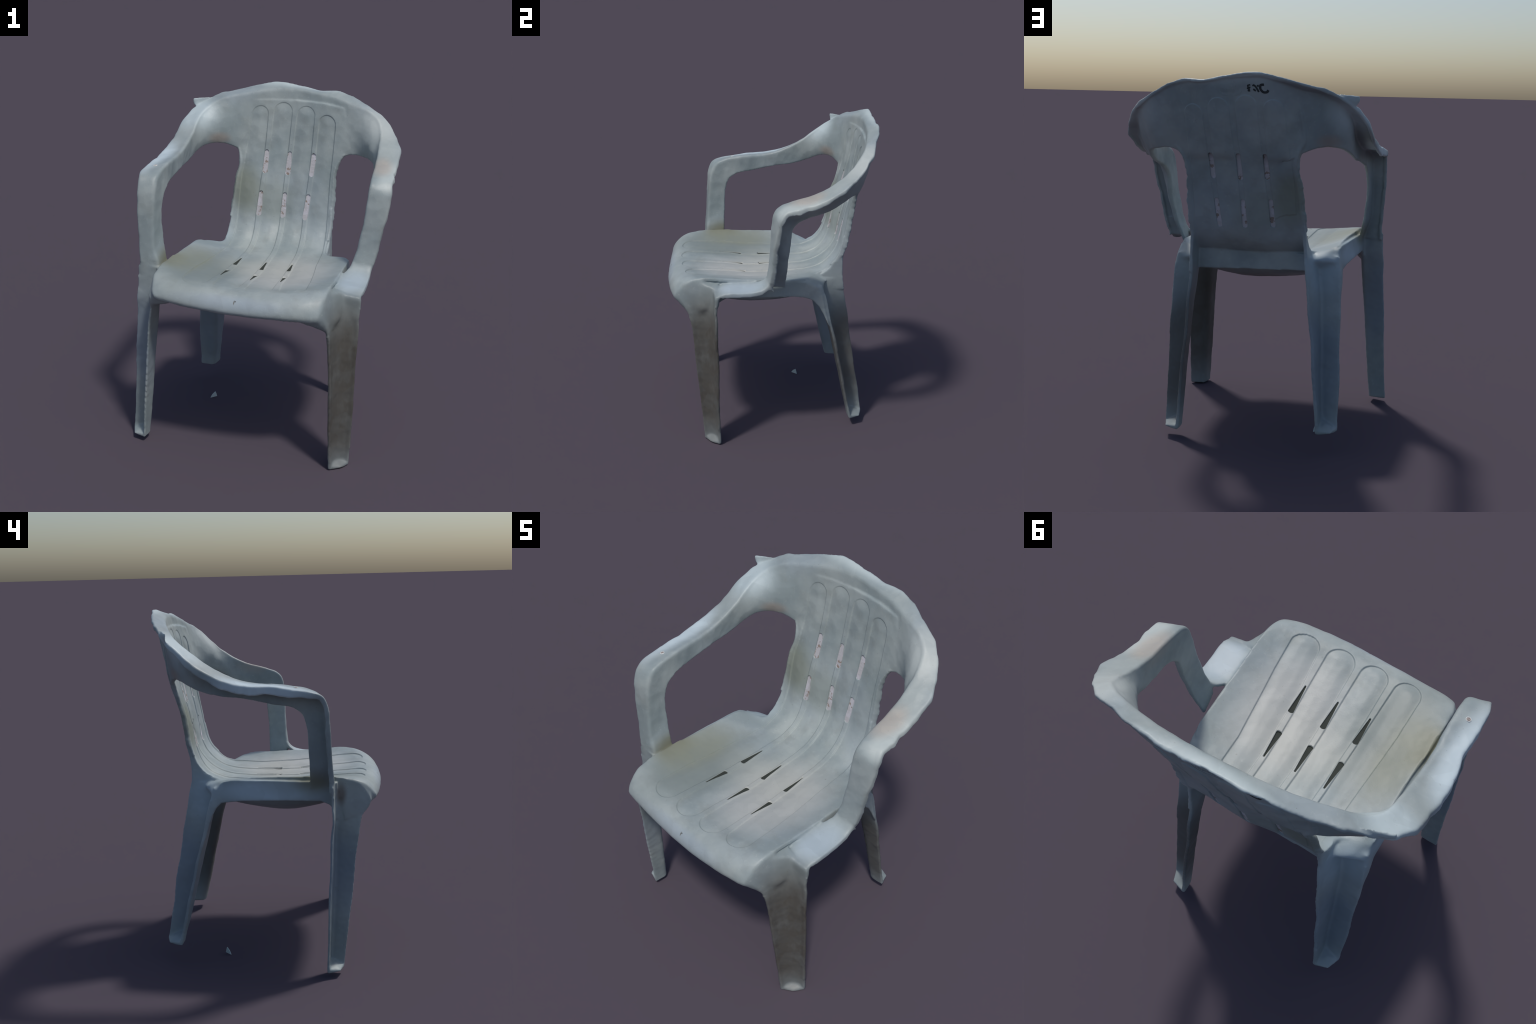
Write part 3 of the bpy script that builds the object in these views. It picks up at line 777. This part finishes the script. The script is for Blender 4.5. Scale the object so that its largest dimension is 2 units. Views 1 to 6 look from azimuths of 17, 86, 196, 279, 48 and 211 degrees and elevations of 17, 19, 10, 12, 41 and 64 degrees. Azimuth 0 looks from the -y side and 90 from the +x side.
# a peg hole sunk in the left armrest, with its paler ring
M = Mat('worn_hole', .8, .2); mat_hole = M.done(M.mix(M.step(M.noise(120, 3), .4, .6), (.24, .20, .19), (.33, .29, .27)))
M = Mat('pale_rim', .6, .3); mat_rim = M.done(M.mix(M.noise(150, 2), (.58, .60, .59), (.66, .67, .65)))
def snap(part, p, d):
    o = PART[part]; bv = BVHTree.FromPolygons([v.co for v in o.data.vertices], [tuple(q.vertices) for q in o.data.polygons])
    d = Vector(d).normalized()
    hit = bv.ray_cast(Vector(p) + d * .15, -d, .4)
    return (hit[0], hit[1]) if hit[0] is not None else (Vector(p), d)
def disc(name, part, p, d, r0, r1, lift, mat):
    c, n = snap(part, p, d)
    t1 = n.orthogonal().normalized(); t2 = n.cross(t1)
    N = 28; v = []; f = []
    for r, h in ((r0, lift), (r1, lift), (r1 * 1.0, -.006), (r0, -.006)):
        v += [c + n * h + (t1 * math.cos(2*math.pi*k/N) + t2 * math.sin(2*math.pi*k/N)) * r for k in range(N)]
    for a in range(4):
        b = (a + 1) % 4
        f += [(a*N+k, a*N+(k+1) % N, b*N+(k+1) % N, b*N+k) for k in range(N)]
    return small(name, v, f, mat, PART[part], True)
disc('peg_hole', 'armrest_left', (-.601, -.22, 1.6), (0, 0, 1), .0002, .0085, .0012, mat_hole)
disc('hole_rim', 'armrest_left', (-.601, -.22, 1.6), (0, 0, 1), .0085, .0115, .0020, mat_rim)

# maker's oval with raised letters, and a black painted mark, high on the rear face
def on_back(name, pieces, mat, width, lift):
    """Strokes (lists of (x, z)) as small raised bars laid on the rear face under the rim."""
    bvs = []
    for pn in ('backrest', 'top_rail'):
        o = PART[pn]; bvs.append(BVHTree.FromPolygons([v.co for v in o.data.vertices], [tuple(q.vertices) for q in o.data.polygons]))
    def y_at(x, z):
        best = None
        for b in bvs:
            h = b.ray_cast(Vector((x, .80, z)), Vector((0, -1, 0)), .3)
            if h[0] is not None and (best is None or h[0].y > best): best = h[0].y
        return .58 if best is None else best
    v = []; f = []
    for pts, w in pieces:
        pts = catmull(np.array(pts, float), 6) if len(pts) > 2 else np.array([np.array(pts[0]) * (1-t) + np.array(pts[1]) * t for t in np.linspace(0, 1, 6)])
        o = len(v)
        for i, p in enumerate(pts):
            d = pts[min(i + 1, len(pts) - 1)] - pts[max(i - 1, 0)]; d = d / max(np.linalg.norm(d), 1e-9)
            n = np.array([-d[1], d[0]]) * w * width
            a, b = p + n, p - n
            ya, yb = y_at(*a), y_at(*b)
            v += [(a[0], ya + lift, a[1]), (b[0], yb + lift, b[1]), (b[0], yb - .004, b[1]), (a[0], ya - .004, a[1])]
        m_ = len(pts)
        for i in range(m_ - 1):
            for k in range(4):
                f.append((o+i*4+k, o+i*4+(k+1) % 4, o+(i+1)*4+(k+1) % 4, o+(i+1)*4+k))
        f += [(o, o+1, o+2, o+3), (o+(m_-1)*4+3, o+(m_-1)*4+2, o+(m_-1)*4+1, o+(m_-1)*4)]
    return small(name, v, f, mat, PART['backrest'])
def glyph(x0, z0, w, h, strokes, wt=1):   # seen from behind, so x runs the other way
    return [([(x0 - a * w, z0 + b * h) for a, b in s], wt) for s in strokes]
oval = [(.004 + .062 * math.cos(a), 1.906 + .026 * math.sin(a)) for a in np.linspace(math.pi, 2 * math.pi, 9)]
letters = []
for x0, st in ((.048, [[(0, 0), (0, 1)]]), (.038, [[(0, 0), (0, 1)], [(0, .6), (.5, .7), (.6, 0)]]), (.025, [[(.6, .6), (0, .4), (.2, 0), (.6, .1)], [(.6, .7), (.6, 0)]]),
               (.012, [[(0, 0), (0, .7)], [(0, .5), (.4, .75)]]), (.002, [[(.6, .1), (.1, .1), (0, .5), (.4, .7), (.6, .4), (.1, .35)]]), (-.013, [[(0, 0), (.7, .7)], [(0, .7), (.7, 0)]])):
    letters += glyph(x0, 1.898, .014, .018, st, .8)
on_back('moulded_mark', [(oval, 1)] + letters, mat_body, .0012, .0012)
M = Mat('black_paint', .7, .2); mat_black = M.done(M.mix(M.noise(80, 3), (.022, .027, .028), (.06, .066, .068)))
on_back('painted_mark', glyph(-.088, 1.906, .020, .030, [[(.9, 1), (.2, .85), (.5, .55), (.9, .6)], [(.5, .55), (.1, .4), (.6, .3), (.3, .02), (.8, 0)]], 1.4) +
        glyph(-.118, 1.903, .032, .034, [[(.1, .98), (.45, .75), (1, -.05)], [(.1, .98), (.1, .75)], [(.1, .35), (.5, .1)], [(.8, .95), (.95, .7)]], 1.8) +
        glyph(-.156, 1.900, .042, .038, [[(.5, 1), (.1, .9), (.05, .45), (.4, .02), (.85, .05), (1, .3)]], 2.3), mat_black, .0026, .0012)

# chip of the same plastic on the ground under the seat
M = Mat('plastic_chip', .6, .3); mat_chip = M.done(M.mix(M.noise(40, 3), (.36, .44, .46), (.44, .52, .53)))
a, b, c = Vector((-.420, .205, .0)), Vector((-.396, .232, .035)), Vector((-.388, .241, .0))
n = (b - a).cross(c - a).normalized() * .002
m1 = (a + b) / 2 + (Vector((-.415, .21, .025)) - (a + b) / 2) * .35
m2 = (b + c) / 2 + Vector((.001, .001, .001))
tri_ = [a, m1, b, m2, c, (a + c) / 2]
v = [p + n for p in tri_] + [p - n for p in tri_]
v = [Vector((p.x, p.y, max(p.z, 0))) for p in v]
f = [tuple(range(6)), tuple(range(11, 5, -1))] + [(i, (i + 1) % 6, (i + 1) % 6 + 6, i + 6) for i in range(6)]
chip = small('plastic_chip', v, f, mat_chip, None)
chip['label'] = 'small pointed chip of pale grey plastic'
chip['category'] = 'plastic fragment'
